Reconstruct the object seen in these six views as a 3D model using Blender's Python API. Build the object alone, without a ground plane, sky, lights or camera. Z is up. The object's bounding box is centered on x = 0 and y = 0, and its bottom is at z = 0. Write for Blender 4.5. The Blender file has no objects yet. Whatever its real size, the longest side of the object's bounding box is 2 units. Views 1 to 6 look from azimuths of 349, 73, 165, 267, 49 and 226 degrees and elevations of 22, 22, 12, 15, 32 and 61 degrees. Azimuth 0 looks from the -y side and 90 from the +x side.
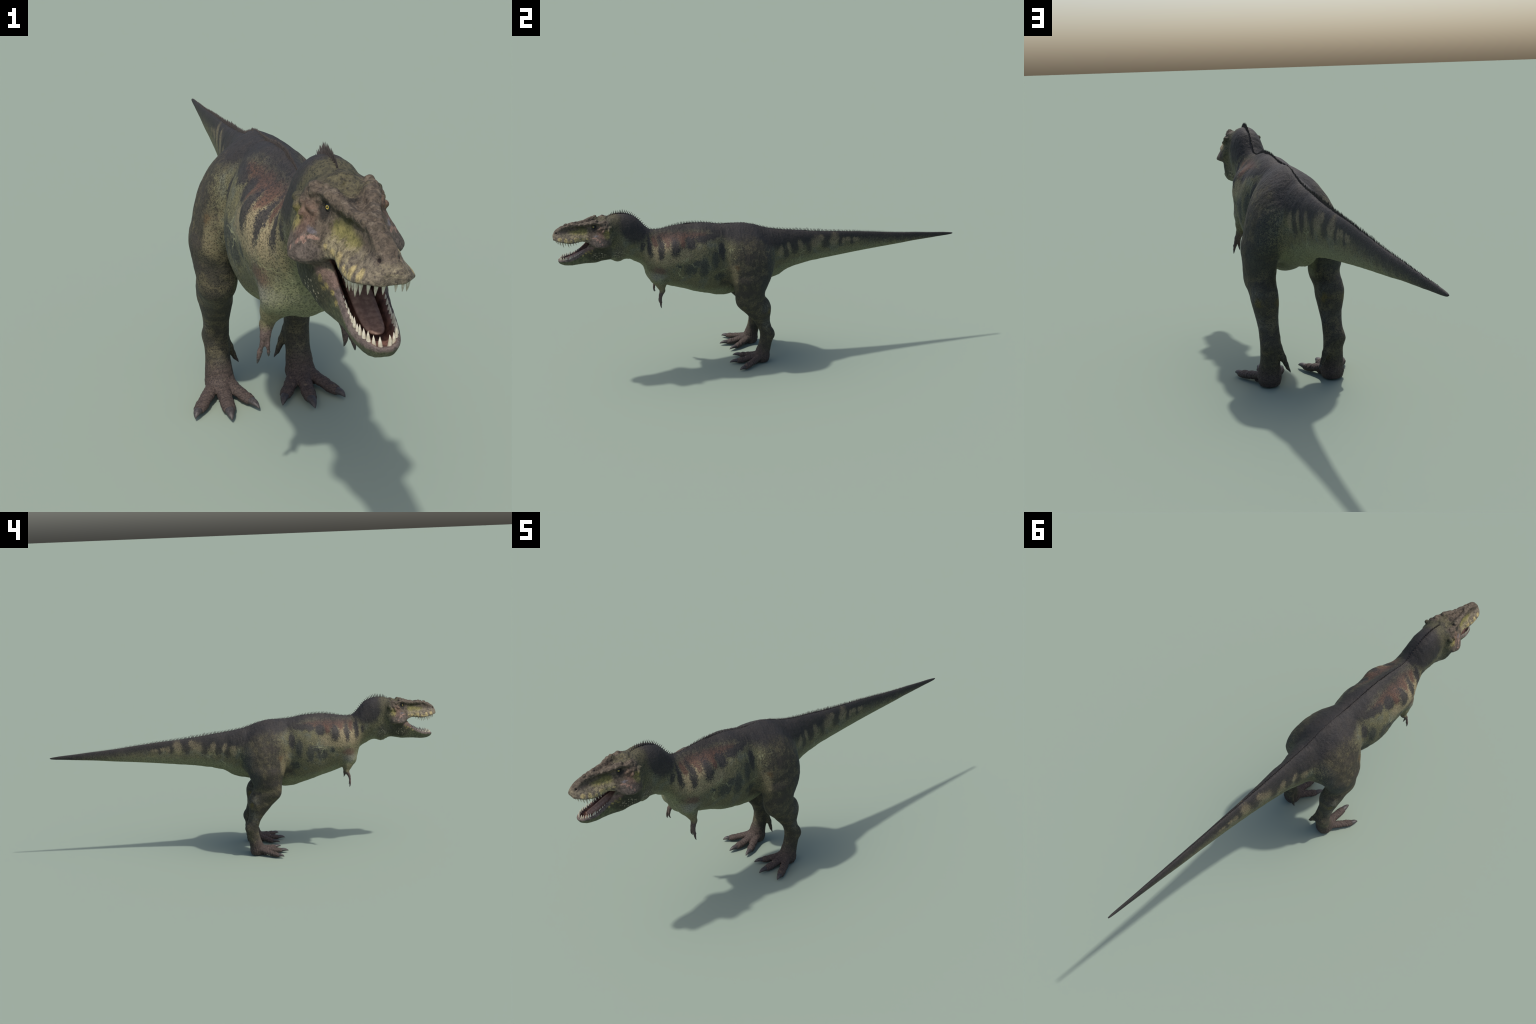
# A large two-legged predatory dinosaur, mouth open, standing with a level back.
# The skin is one implicit body (lofted torso, neck, tail, skull, jaw, limbs, blended
# together), meshed by surface nets, then split into named anatomical parts.
import bpy, math, random
import numpy as np
from mathutils import Vector, Matrix

random.seed(7)
RNG = np.random.default_rng(7)
f32 = np.float32


# ------------------------------------------------------------------ helpers
def pchip(xs, ys, x):
    """Monotone cubic interpolation; ys may be (n,) or (n, m)."""
    xs = np.asarray(xs, float); ys = np.asarray(ys, float)
    flat = ys.ndim == 1
    if flat: ys = ys[:, None]
    h = np.diff(xs)[:, None]; d = np.diff(ys, axis=0) / h
    m = np.zeros_like(ys)
    w1 = 2 * h[1:] + h[:-1]; w2 = h[1:] + 2 * h[:-1]
    same = d[1:] * d[:-1] > 0
    with np.errstate(divide='ignore', invalid='ignore'):
        hm = (w1 + w2) / (w1 / d[:-1] + w2 / d[1:])
    m[1:-1] = np.where(same, hm, 0)
    m[0] = d[0]; m[-1] = d[-1]
    x = np.clip(np.asarray(x, float), xs[0], xs[-1]); sh = x.shape; x = x.ravel()
    i = np.clip(np.searchsorted(xs, x) - 1, 0, len(xs) - 2)
    t = ((x - xs[i]) / (xs[i + 1] - xs[i]))[:, None]; hh = h[i]
    r = ((2 * t**3 - 3 * t**2 + 1) * ys[i] + (t**3 - 2 * t**2 + t) * hh * m[i]
         + (-2 * t**3 + 3 * t**2) * ys[i + 1] + (t**3 - t**2) * hh * m[i + 1])
    return r.reshape(sh) if flat else r.reshape(sh + (ys.shape[1],))


def smin(a, b, k):
    h = np.maximum(k - np.abs(a - b), 0) / k
    return np.minimum(a, b) - h * h * (k * 0.25)


def smax(a, b, k):
    return -smin(-a, -b, k)


def hash3(i, j, k, s=0):
    n = (i * 73856093) ^ (j * 19349663) ^ (k * 83492791) ^ (s * 2654435761)
    n = (n ^ (n >> 13)) * 1274126177
    n = n ^ (n >> 16)
    return (n & 0xFFFFF) / float(0xFFFFF)


def vnoise(p, freq, seed=0):
    """Value noise in -1..1 on points p (n,3)."""
    q = p * freq; i = np.floor(q).astype(np.int64); f = q - i; f = f * f * (3 - 2 * f)
    r = 0
    for a in (0, 1):
        for b in (0, 1):
            for c in (0, 1):
                w = (f[:, 0] if a else 1 - f[:, 0]) * (f[:, 1] if b else 1 - f[:, 1]) * (f[:, 2] if c else 1 - f[:, 2])
                r = r + w * hash3(i[:, 0] + a, i[:, 1] + b, i[:, 2] + c, seed)
    return r * 2 - 1


# ------------------------------------------------------------------ proportions
# trunk stations: y, top z, bottom z, half width, height of greatest width, upper/lower roundness
TRUNK = np.array([
    (-.760, .768, .573, .050, .670, 2.2, 2.2),
    (-.740, .7745, .563, .060, .670, 2.2, 2.2),
    (-.715, .7795, .5545, .061, .670, 2.2, 1.95),
    (-.690, .7800, .5600, .062, .667, 2.2, 1.9),
    (-.665, .7755, .5570, .062, .660, 2.2, 1.9),
    (-.640, .7650, .5420, .060, .650, 2.2, 1.8),
    (-.620, .7490, .5310, .060, .640, 2.1, 1.75),
    (-.603, .7290, .5150, .062, .622, 2.0, 1.75),
    (-.586, .7090, .4640, .068, .600, 1.8, 1.9),
    (-.560, .6920, .4300, .080, .572, 1.6, 2.0),
    (-.535, .6900, .4220, .092, .560, 1.45, 2.0),
    (-.505, .6930, .4150, .097, .550, 1.35, 2.0),
    (-.460, .7015, .3990, .102, .545, 1.33, 2.0),
    (-.410, .7070, .3830, .1080, .542, 1.34, 2.0),
    (-.370, .7080, .3710, .1145, .538, 1.46, 2.25),
    (-.330, .7060, .3570, .1165, .530, 1.70, 2.05),
    (-.290, .7005, .3440, .1110, .526, 1.80, 1.88),
    (-.250, .6935, .3310, .0975, .528, 1.9, 1.85),
    (-.215, .6905, .3290, .090, .525, 1.9, 2.0),
    (-.180, .6885, .3350, .085, .520, 1.8, 2.1),
    (-.127, .6850, .3500, .080, .515, 1.7, 2.1),
    (-.080, .6770, .3680, .073, .515, 1.7, 2.1),
    (-.030, .6620, .3820, .064, .518, 1.7, 2.1),
    (.016, .6490, .3910, .061, .540, 1.85, 2.0),
    (.060, .6415, .4060, .052, .550, 1.6, 2.0),
    (.102, .6350, .4330, .043, .545, 1.65, 2.1),
    (.170, .6255, .4515, .036, .540, 2.1, 2.0),
    (.250, .6150, .4660, .029, .540, 2.1, 2.0),
    (.330, .6070, .4750, .0225, .540, 2.1, 2.0),
    (.430, .5985, .4860, .0175, .541, 2.0, 2.0),
    (.535, .5880, .4970, .0145, .541, 2.0, 2.0),
    (.690, .5710, .5110, .0118, .541, 2.0, 2.0),
    (.780, .5640, .5200, .0092, .541, 2.0, 2.0),
    (.870, .5560, .5265, .0067, .541, 2.0, 2.0),
    (.940, .5510, .5320, .0052, .541, 2.0, 2.0),
    (.985, .5460, .5355, .0040, .541, 2.0, 2.0),
    (.998, .5430, .5385, .0022, .541, 2.0, 2.0)])

TRUNK[:, 2] += np.interp(TRUNK[:, 0], [-.80, -.70, -.62, 0, .1], [0, 0, .0025, .0025, 0])

# skull: half contour of each station, from the top midline round to the palate midline
SKULL = [
    (-.998, [(0, .699), (.006, .699), (.012, .697), (.016, .694), (.019, .690), (.020, .687), (.018, .682), (.014, .681), (.008, .681), (0, .681)]),
    (-.988, [(0, .718), (.007, .718), (.013, .714), (.018, .707), (.0245, .698), (.030, .690), (.031, .683), (.026, .681), (.014, .683), (0, .684)]),
    (-.972, [(0, .731), (.008, .730), (.0145, .725), (.0180, .715), (.0265, .702), (.0370, .689), (.0415, .680), (.036, .678), (.020, .684), (0, .687)]),
    (-.950, [(0, .740), (.008, .7385), (.0140, .735), (.0155, .720), (.0245, .705), (.0395, .687), (.0445, .676), (.041, .673), (.025, .683), (0, .688)]),
    (-.925, [(0, .745), (.009, .7435), (.0150, .741), (.0148, .727), (.0240, .708), (.0405, .688), (.0465, .672), (.041, .669), (.026, .682), (0, .688)]),
    (-.900, [(0, .744), (.010, .7440), (.0165, .743), (.0148, .731), (.0235, .712), (.044, .691), (.046, .674), (.040, .671), (.026, .684), (0, .690)]),
    (-.875, [(0, .7415), (.013, .7445), (.0225, .745), (.0190, .733), (.0265, .714), (.041, .693), (.044, .677), (.038, .674), (.026, .686), (0, .692)]),
    (-.850, [(0, .743), (.019, .752), (.0310, .748), (.0280, .736), (.036, .715), (.050, .692), (.051, .670), (.040, .669), (.028, .686), (0, .693)]),
    (-.832, [(0, .742), (.025, .757), (.040, .752), (.0355, .740), (.041, .718), (.057, .690), (.068, .661), (.045, .656), (.030, .684), (0, .692)]),
    (-.815, [(0, .744), (.028, .762), (.0435, .756), (.040, .742), (.047, .720), (.070, .686), (.083, .655), (.050, .650), (.030, .680), (0, .692)]),
    (-.795, [(0, .750), (.031, .757), (.0475, .755), (.048, .742), (.060, .714), (.0810, .681), (.0915, .654), (.055, .650), (.030, .668), (0, .690)]),
    (-.770, [(0, .762), (.029, .759), (.050, .757), (.060, .742), (.066, .715), (.0810, .683), (.0870, .655), (.055, .640), (.030, .628), (0, .618)]),
    (-.750, [(0, .768), (.028, .761), (.048, .754), (.060, .738), (.066, .715), (.0750, .688), (.0775, .661), (.055, .640), (.030, .622), (0, .612)]),
    (-.737, [(0, .766), (.026, .759), (.044, .749), (.055, .735), (.061, .714), (.0680, .690), (.066, .664), (.050, .640), (.030, .620), (0, .612)]),
    (-.720, [(0, .755), (.020, .750), (.035, .742), (.044, .728), (.050, .710), (.054, .690), (.050, .668), (.036, .650), (.020, .640), (0, .636)])]

# lower jaw: trough floor, inner wall, rim, outer wall, underside
JAW = [
    (-.981, [(0, .579), (.004, .579), (.007, .5795), (.008, .580), (.010, .579), (.010, .576), (.006, .572), (0, .571)]),
    (-.976, [(0, .580), (.006, .580), (.011, .581), (.013, .582), (.016, .581), (.017, .575), (.010, .566), (0, .565)]),
    (-.967, [(0, .576), (.007, .576), (.013, .580), (.017, .584), (.023, .583), (.024, .575), (.014, .562), (0, .560)]),
    (-.950, [(0, .571), (.012, .572), (.019, .579), (.023, .5865), (.029, .586), (.0305, .575), (.019, .558), (0, .5555)]),
    (-.925, [(0, .570), (.014, .572), (.022, .582), (.027, .5915), (.034, .591), (.036, .578), (.022, .557), (0, .554)]),
    (-.900, [(0, .574), (.015, .577), (.023, .589), (.029, .603), (.036, .603), (.038, .585), (.025, .560), (0, .5575)]),
    (-.875, [(0, .583), (.016, .586), (.025, .601), (.030, .620), (.037, .620), (.041, .597), (.029, .564), (0, .560)]),
    (-.858, [(0, .592), (.016, .596), (.026, .614), (.032, .634), (.039, .635), (.045, .608), (.034, .567), (0, .561)]),
    (-.846, [(0, .600), (.017, .604), (.028, .628), (.034, .650), (.041, .652), (.049, .617), (.038, .569), (0, .561)]),
    (-.820, [(0, .608), (.020, .612), (.033, .640), (.040, .664), (.048, .666), (.060, .628), (.047, .573), (0, .561)]),
    (-.790, [(0, .616), (.022, .625), (.036, .650), (.046, .668), (.058, .668), (.067, .638), (.054, .584), (0, .565)]),
    (-.760, [(0, .640), (.026, .650), (.040, .662), (.050, .668), (.064, .666), (.072, .640), (.057, .586), (0, .5715)]),
    (-.735, [(0, .650), (.024, .658), (.036, .664), (.046, .666), (.058, .662), (.060, .640), (.049, .586), (0, .5645)]),
    (-.715, [(0, .650), (.020, .654), (.030, .656), (.036, .655), (.044, .650), (.050, .630), (.042, .592), (0, .575)])]

# hind limb: z, centre x, centre y, half width, half length
LIMB = np.array([
    (.600, .060, -.105, .008, .020),
    (.575, .068, -.104, .030, .060),
    (.530, .084, -.102, .048, .092),
    (.480, .097, -.101, .057, .102),
    (.440, .105, -.104, .061, .094),
    (.400, .1075, -.105, .0555, .081),
    (.370, .1075, -.106, .0510, .070),
    (.345, .1075, -.105, .0475, .066),
    (.320, .109, -.095, .047, .069),
    (.295, .109, -.080, .044, .066),
    (.265, .1075, -.070, .042, .058),
    (.235, .106, -.0575, .038, .047),
    (.205, .1055, -.043, .035, .0370),
    (.180, .105, -.032, .034, .0330),
    (.158, .105, -.024, .0345, .0335),
    (.142, .105, -.0205, .0345, .0335),
    (.115, .105, -.024, .0335, .0310),
    (.085, .1055, -.030, .0335, .0315),
    (.060, .106, -.0375, .035, .0335),
    (.035, .106, -.0430, .036, .0360),
    (.012, .106, -.0450, .032, .0330)])

LIMB[:, 2] -= .0018
LIMB[:, 3] -= np.interp(LIMB[:, 0], [.05, .08, .30, .36], [0, .0014, .0014, 0])

TOES = {  # outer, middle, inner: joints (x, y, z, radius), claw tip; toes are flattened, see TOE_FLAT
    'outer': ([(.119, -.056, .031, .0185), (.147, -.102, .0185, .0162), (.1645, -.131, .0128, .0156), (.1735, -.146, .0108, .0150)], (.189, -.1785, .0060)),
    'middle': ([(.105, -.060, .034, .0195), (.1045, -.108, .0190, .0172), (.1035, -.142, .0130, .0168), (.103, -.1620, .0112, .0162)], (.1033, -.2085, .0062)),
    'inner': ([(.090, -.054, .031, .0175), (.068, -.099, .0182, .0156), (.054, -.122, .0128, .0153), (.0470, -.1335, .0108, .0148)], (.0292, -.1750, .0060))}
TOE_FLAT = 1.42
HALLUX = ([(.082, -.008, .128, .012), (.071, -.004, .100, .0105), (.062, -.003, .078, .0072), (.0565, -.003, .064, .0062)], (.0475, -.0024, .0474))
ARM = [(.060, -.548, .470, .026), (.0665, -.530, .440, .0195), (.0740, -.5235, .411, .0122)]
FOREARM = [[(.0700, -.5245, .412, .0100), (.0755, -.5345, .392, .0066)], [(.0785, -.5245, .411, .0100), (.0842, -.5350, .391, .0070)]]
FINGERS = {'long': ([(.0840, -.5350, .391, .0072), (.0885, -.5375, .374, .0054), (.0925, -.5372, .362, .0053), (.0957, -.5372, .3483, .0045)], (.0988, -.5335, .3330)),
           'short': ([(.0760, -.5345, .392, .0066), (.0770, -.5390, .372, .0049), (.0764, -.5400, .359, .0041)], (.0754, -.5325, .3448))}
EYE_AT = np.array((.0308, -.8172, .7362)); EYE_R = .0090
EYE_LOOK = np.array((.84, -.50, .16)); EYE_LOOK /= np.linalg.norm(EYE_LOOK)


def trunk_at(y):
    return pchip(TRUNK[:, 0], TRUNK[:, 1:], y)


def trunk_f(X, Y, Z):
    P = trunk_at(Y[0, :, 0]).astype(f32)[None, :, None, :]
    zt, zb, w, zc, nt, nb = (P[..., i] for i in range(6))
    up = Z > zc
    dz = np.abs(np.where(up, (Z - zc) / (zt - zc), (Z - zc) / (zc - zb)))
    dx = X / w
    n = np.where(up, nt, nb).astype(f32)
    return ((np.power(dx, n) + np.power(dz, n)) ** (1 / n) - 1) * np.minimum(w, .5 * (zt - zb))


def limb_f(X, Y, Z):
    q = Z if Z.ndim == 1 else Z[0, 0, :]
    P = pchip(LIMB[:, 0][::-1], LIMB[::-1, 1:], q).astype(f32)
    if Z.ndim > 1: P = P[None, None]
    cx, cy, rx, ry = (P[..., i] for i in range(4))
    n = 2.1
    d = (np.abs((X - cx) / rx) ** n + np.abs((Y - cy) / ry) ** n) ** (1 / n)
    return (d - 1) * np.minimum(rx, ry)


def cone_f(X, Y, Z, a, b):
    """Rounded cone between two spheres a, b = (x, y, z, r)."""
    a = np.array(a); b = np.array(b); d = b[:3] - a[:3]; L2 = d @ d
    t = np.clip(((X - a[0]) * d[0] + (Y - a[1]) * d[1] + (Z - a[2]) * d[2]) / L2, 0, 1)
    r = a[3] + (b[3] - a[3]) * t
    return np.sqrt((X - a[0] - t * d[0]) ** 2 + (Y - a[1] - t * d[1]) ** 2 + (Z - a[2] - t * d[2]) ** 2) - r


def ball_f(X, Y, Z, c, r, s=(1, 1, 1)):
    m = min(s)
    return (np.sqrt(((X - c[0]) / s[0]) ** 2 + ((Y - c[1]) / s[1]) ** 2 + ((Z - c[2]) / s[2]) ** 2) - r) * m


def smooth_contour(pts, n=6):
    """Catmull-Rom through a half contour whose ends lie on the midline (mirrored there)."""
    p = np.array(pts, float)
    a = p[1] * (-1, 1); b = p[-2] * (-1, 1)
    q = np.vstack([a, p, b]); out = []
    for i in range(1, len(q) - 2):
        for t in np.arange(n) / n:
            p0, p1, p2, p3 = q[i - 1:i + 3]
            out.append(.5 * (2 * p1 + (p2 - p0) * t + (2 * p0 - 5 * p1 + 4 * p2 - p3) * t**2 + (3 * p1 - p0 - 3 * p2 + p3) * t**3))
    out.append(p[-1])
    return np.array(out)


def contour_loft(stations, xs, ys, zs):
    """Signed distance, slice by slice, to a loft of half contours along y."""
    sy = [s[0] for s in stations]
    C = pchip(sy, np.array([s[1] for s in stations]).reshape(len(sy), -1), ys).reshape(len(ys), -1, 2)
    out = np.empty((len(xs), len(ys), len(zs)), f32)
    X, Z = np.meshgrid(xs.astype(f32), zs.astype(f32), indexing='ij')
    for j, y in enumerate(ys):
        c = smooth_contour(C[j]).astype(f32); c[:, 0] = np.maximum(c[:, 0], 0); c[0, 0] = c[-1, 0] = 0
        best = np.full(X.shape, 9., f32); odd = np.zeros(X.shape, bool)
        for (x0, z0), (x1, z1) in zip(c[:-1], c[1:]):
            ex, ez = x1 - x0, z1 - z0
            t = np.clip(((X - x0) * ex + (Z - z0) * ez) / (ex * ex + ez * ez + 1e-12), 0, 1)
            best = np.minimum(best, (X - x0 - t * ex) ** 2 + (Z - z0 - t * ez) ** 2)
            if z0 != z1:
                hit = ((z0 > Z) != (z1 > Z)) & (X < ex * (Z - z0) / ez + x0)
                odd ^= hit
        d = np.sqrt(best); d = np.where(odd, -d, d)
        over = max(sy[0] - y, y - sy[-1], 0)
        if over: d = np.sqrt(np.maximum(d, 0) ** 2 + over ** 2)
        out[:, j] = d
    return out


# ------------------------------------------------------------------ grid
def axis(*runs):
    v = [runs[0][0]]
    for a, b, h in runs:
        n = max(1, int(round((b - a) / h)))
        v += list(a + (b - a) * (np.arange(n) + 1) / n)
    return np.array(v)


gx = axis((.0008, .1016, .0016), (.1016, .2100, .0024))
gy = axis((-1.006, -.715, .0015), (-.715, -.22, .0030), (-.22, .03, .0022), (.03, .12, .003), (.12, 1.004, .0042))
gz = axis((-.004, .055, .0018), (.055, .150, .0022), (.150, .54, .0030), (.54, .790, .0015))
F = np.full((len(gx), len(gy), len(gz)), .05, f32)


def box(lo, hi):
    s = []
    for g, a, b in zip((gx, gy, gz), lo, hi):
        i = max(0, np.searchsorted(g, a) - 1); j = min(len(g), np.searchsorted(g, b) + 1)
        s.append(slice(i, max(j, i + 3)))
    return tuple(s)


def coords(s):
    return (gx[s[0]].astype(f32)[:, None, None], gy[s[1]].astype(f32)[None, :, None], gz[s[2]].astype(f32)[None, None, :])


def evened(f, s):
    """Divide an implicit function by its slope so that it reads as a distance."""
    g = np.gradient(f, gx[s[0]].astype(f32), gy[s[1]].astype(f32), gz[s[2]].astype(f32))
    n = np.sqrt(g[0] ** 2 + g[1] ** 2 + g[2] ** 2)
    return (f / np.maximum(n, .35)).astype(f32)


def add(s, f, k):
    F[s] = smin(F[s], f, k)


def cut(s, f, k):
    F[s] = smax(F[s], -f, k)


# trunk, in chunks along y
for y0, y1 in ((-.80, -.45), (-.46, -.10), (-.11, .30), (.29, 1.01)):
    hi = .14 if y0 < .2 else .05
    s = box((0, y0, .32 if y0 < .2 else .45), (hi, y1, .80 if y0 < .2 else .66))
    X, Y, Z = coords(s)
    f = evened(trunk_f(X, Y, Z), s)
    f = smax(np.maximum(f, Y - .9985), (-.760 - Y) + 0 * f, .02)
    F[s] = np.minimum(F[s], f)

# hind limb
s = box((0, -.26, 0), (.20, .06, .705)); X, Y, Z = coords(s)
f = evened(limb_f(X, Y, Z), s)
f = np.maximum(f, np.maximum(.004 - Z, Z - .600))
kk = np.clip((Z - .36) / .1, 0, 1) * .030 + .008
F[s] = smin(F[s], f, kk)
# haunch: a leaning muscle mass that carries the thigh up to the back
s = box((0, -.32, .30), (.19, .10, .72)); X, Y, Z = coords(s)
lean = Y + .119 + (np.maximum(Z, .53) - .56) * .30
hy = np.abs(lean) / np.where(lean < 0, .127, .139)
hz = np.abs(Z - .500) / np.where(Z > .500, .181, .110)
f = ((X / .143) ** 1.8 + hz ** 1.8) ** (1 / 1.8)
f = evened(((f ** 2.5 + hy ** 2.5) ** (1 / 2.5) - 1) * .11, s)
F[s] = smin(F[s], f, .022)
for lump, r, sc, k in [((.113, -.147, .340), .031, (.95, .8, 1.2), .04),      # knee
                       ((.110, -.040, .285), .030, (1, .8, 1.4), .03),      # calf
                       ((.118, -.004, .143), .016, (1, .8, 1.1), .02),      # heel joint
                       ]:
    s = box(np.array(lump) - .14, np.array(lump) + .14); X, Y, Z = coords(s)
    add(s, ball_f(X, Y, Z, lump, r, sc), k)

# shoulder blade
s = box((0, -.64, .46), (.16, -.34, .72)); X, Y, Z = coords(s)
add(s, ball_f(X, Y, Z, (.070, -.462, .605), .029, (1, 1.5, 1.25)), .05)

# feet
s = box((.01, -.215, 0), (.205, .03, .15)); X, Y, Z = coords(s)
g = ball_f(X, Y, Z, (.106, -.042, .020), .032, (1.08, 1.0, .72))
for name, (js, tip) in TOES.items():
    fl = [(a, b, c * TOE_FLAT, r) for a, b, c, r in js]
    for a, b in zip(fl[:-1], fl[1:]):
        g = smin(g, cone_f(X, Y, Z * TOE_FLAT, a, b) / 1.2, .005)
    for u in (.20, .52, .86):  # pads below the joints
        i = u * (len(js) - 1); a = np.array(js[int(i)]); b = np.array(js[min(int(i) + 1, len(js) - 1)]); c = a + (b - a) * (i - int(i))
        g = smin(g, ball_f(X, Y, Z, (c[0], c[1], .0080), .0078, (1.35, 1.15, 1)), .005)
    for u in (.45, .80):  # knuckles
        i = u * (len(js) - 1); a = np.array(js[int(i)]); b = np.array(js[min(int(i) + 1, len(js) - 1)]); c = a + (b - a) * (i - int(i))
        g = smin(g, ball_f(X, Y, Z, (c[0], c[1], c[2] + c[3] * .25), c[3] * .60, (1.25, .8, .9)), .006)
for a, b in zip(HALLUX[0][:-1], HALLUX[0][1:]):
    g = smin(g, cone_f(X, Y, Z, a, b), .004)
g = smax(g, .0012 - Z, .004)
add(s, g, .012)

# arms
s = box((.0, -.66, .30), (.16, -.40, .58)); X, Y, Z = coords(s)
g = ball_f(X, Y, Z, (.062, -.545, .478), .026, (.9, 1.1, 1.3))
for a, b in zip(ARM[:-1], ARM[1:]): g = smin(g, cone_f(X, Y, Z, a, b), .010)
for seg in FOREARM: g = smin(g, cone_f(X, Y, Z, *seg), .006)
h = None
for js, tip in FINGERS.values():
    for a, b in zip(js[:-1], js[1:]): h = cone_f(X, Y, Z, a, b) if h is None else smin(h, cone_f(X, Y, Z, a, b), .003)
g = smin(g, h, .004)
add(s, g, .030)

# skull and jaw
s = box((0, -1.006, .53), (.112, -.70, .80))
xs, ys, zs = gx[s[0]], gy[s[1]], gz[s[2]]
X, Y, Z = coords(s)
head = evened(contour_loft(SKULL, xs, ys, zs), s)
RIDGE = [(.0310, -.8050, .7535, .0080), (.0300, -.8180, .7530, .0085), (.0265, -.8330, .7495, .0078), (.0225, -.8500, .7455, .0066), (.0180, -.8700, .7425, .0056), (.0130, -.8950, .7425, .0055), (.0080, -.9200, .7425, .0055)]
for a, b in zip(RIDGE[:-1], RIDGE[1:]):
    head = smin(head, cone_f(X, Y, Z, a, b), .010)
LUMPS = [((.0435, -.7715, .7560), .0092, .004), ((.0470, -.7850, .7500), .0070, .006), ((.0335, -.8070, .7615), .0074, .003), ((.0275, -.8235, .7595), .0062, .003), ((.0365, -.8200, .7535), .0070, .005), ((.0250, -.8430, .7495), .0055, .004), ((.0200, -.8610, .7460), .0048, .004),
         ((.0000, -.9110, .7452), .0098, .003), ((.0000, -.9395, .7415), .0088, .003), ((.0070, -.9240, .7440), .0055, .005), ((.0085, -.9010, .7455), .0055, .005), ((.0000, -.9580, .7310), .0075, .006), ((.0000, -.7640, .7600), .0125, .012), ((.0130, -.7720, .7550), .0100, .012),
         ((.0600, -.7700, .7340), .0080, .007), ((.0560, -.7880, .7310), .0068, .006), ((.0670, -.7560, .7220), .0080, .008), ((.0650, -.7480, .7350), .0080, .007), ((.0660, -.7800, .7190), .0062, .007), ((.0530, -.7990, .7250), .0055, .006)]
for c, r, k in LUMPS:
    head = smin(head, ball_f(X, Y, Z, c, r), k)
# eye socket, nostril
head = smax(head, -ball_f(X, Y, Z, (.0480, -.8195, .7365), .0130, (1, 1.15, .85)), .005)
head = smax(head, -ball_f(X, Y, Z, (.0145, -.9835, .7130), .0040, (.7, .9, 1.3)), .003)
jaw = evened(contour_loft(JAW, xs, ys, zs), s)
head = smin(head, jaw, np.where(Y < -.848, .0015, .008).astype(f32))
add(s, head, .007)
del head, jaw
# throat wattle
s = box((0, -.76, .53), (.06, -.67, .62)); X, Y, Z = coords(s)
add(s, ball_f(X, Y, Z, (0, -.714, .580), .024, (1.1, 1, 1)), .02)

# ------------------------------------------------------------------ surface nets
def surface_nets(V, ax, ay, az):
    ins = V < 0
    c = np.zeros(tuple(n - 1 for n in V.shape), np.uint8)
    for a in (0, 1):
        for b in (0, 1):
            for d in (0, 1):
                c += ins[a:V.shape[0] - 1 + a, b:V.shape[1] - 1 + b, d:V.shape[2] - 1 + d]
    I, J, K = np.nonzero((c > 0) & (c < 8)); del c
    corner = {(a, b, d): V[I + a, J + b, K + d].astype(float) for a in (0, 1) for b in (0, 1) for d in (0, 1)}
    G = (ax, ay, az); base = (I, J, K)
    acc = np.zeros((len(I), 3)); cnt = np.zeros(len(I))
    for p, fp in corner.items():
        for dim in range(3):
            if p[dim]: continue
            q = list(p); q[dim] = 1; fq = corner[tuple(q)]
            m = (fp < 0) != (fq < 0)
            t = np.where(m, fp / np.where(m, fp - fq, 1), 0)
            for e in range(3):
                lo = G[e][base[e] + p[e]]
                if e == dim: lo = lo + t * (G[e][base[e] + 1] - lo)
                acc[:, e] += np.where(m, lo, 0)
            cnt += m
    verts = acc / cnt[:, None]
    sh = tuple(n - 1 for n in V.shape)
    idx = np.full(sh, -1, np.int32); idx[I, J, K] = np.arange(len(I))
    quads = []
    for dim in range(3):
        lo = [slice(1, -1)] * 3; hi = [slice(1, -1)] * 3
        lo[dim] = slice(0, -1); hi[dim] = slice(1, None)
        A, B = ins[tuple(lo)], ins[tuple(hi)]
        pos = np.array(np.nonzero(A != B)); up = A[tuple(pos)]
        for e in range(3):
            if e != dim: pos[e] += 1
        u, v = [(1, 2), (2, 0), (0, 1)][dim]
        def cell(du, dv):
            p = pos.copy(); p[u] -= du; p[v] -= dv
            return idx[p[0], p[1], p[2]]
        q = np.stack([cell(1, 1), cell(0, 1), cell(0, 0), cell(1, 0)], 1)
        q[~up] = q[~up][:, ::-1]
        quads.append(q)
    return verts, np.vstack(quads)


full = np.concatenate([F[::-1], F], 0); fx = np.concatenate([-gx[::-1], gx])
verts, quads = surface_nets(full, fx, gy, gz)
del full
quads = quads[(quads >= 0).all(1)]


def vertex_normals(v, q):
    n = np.cross(v[q[:, 2]] - v[q[:, 0]], v[q[:, 3]] - v[q[:, 1]])
    out = np.zeros_like(v)
    for i in range(4):
        for e in range(3):
            out[:, e] += np.bincount(q[:, i], n[:, e], len(v))
    return out / np.maximum(np.linalg.norm(out, axis=1), 1e-12)[:, None]


def relax(v, q, w, n=1):
    for _ in range(n):
        acc = np.zeros_like(v); cnt = np.zeros(len(v))
        for i in range(4):
            a, b = q[:, i], q[:, (i + 1) % 4]
            for e in range(3): acc[:, e] += np.bincount(a, v[b, e], len(v)) + np.bincount(b, v[a, e], len(v))
            cnt += np.bincount(a, None, len(v)) + np.bincount(b, None, len(v))
        v = v + w * (acc / np.maximum(cnt, 1)[:, None] - v)
    return v


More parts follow.
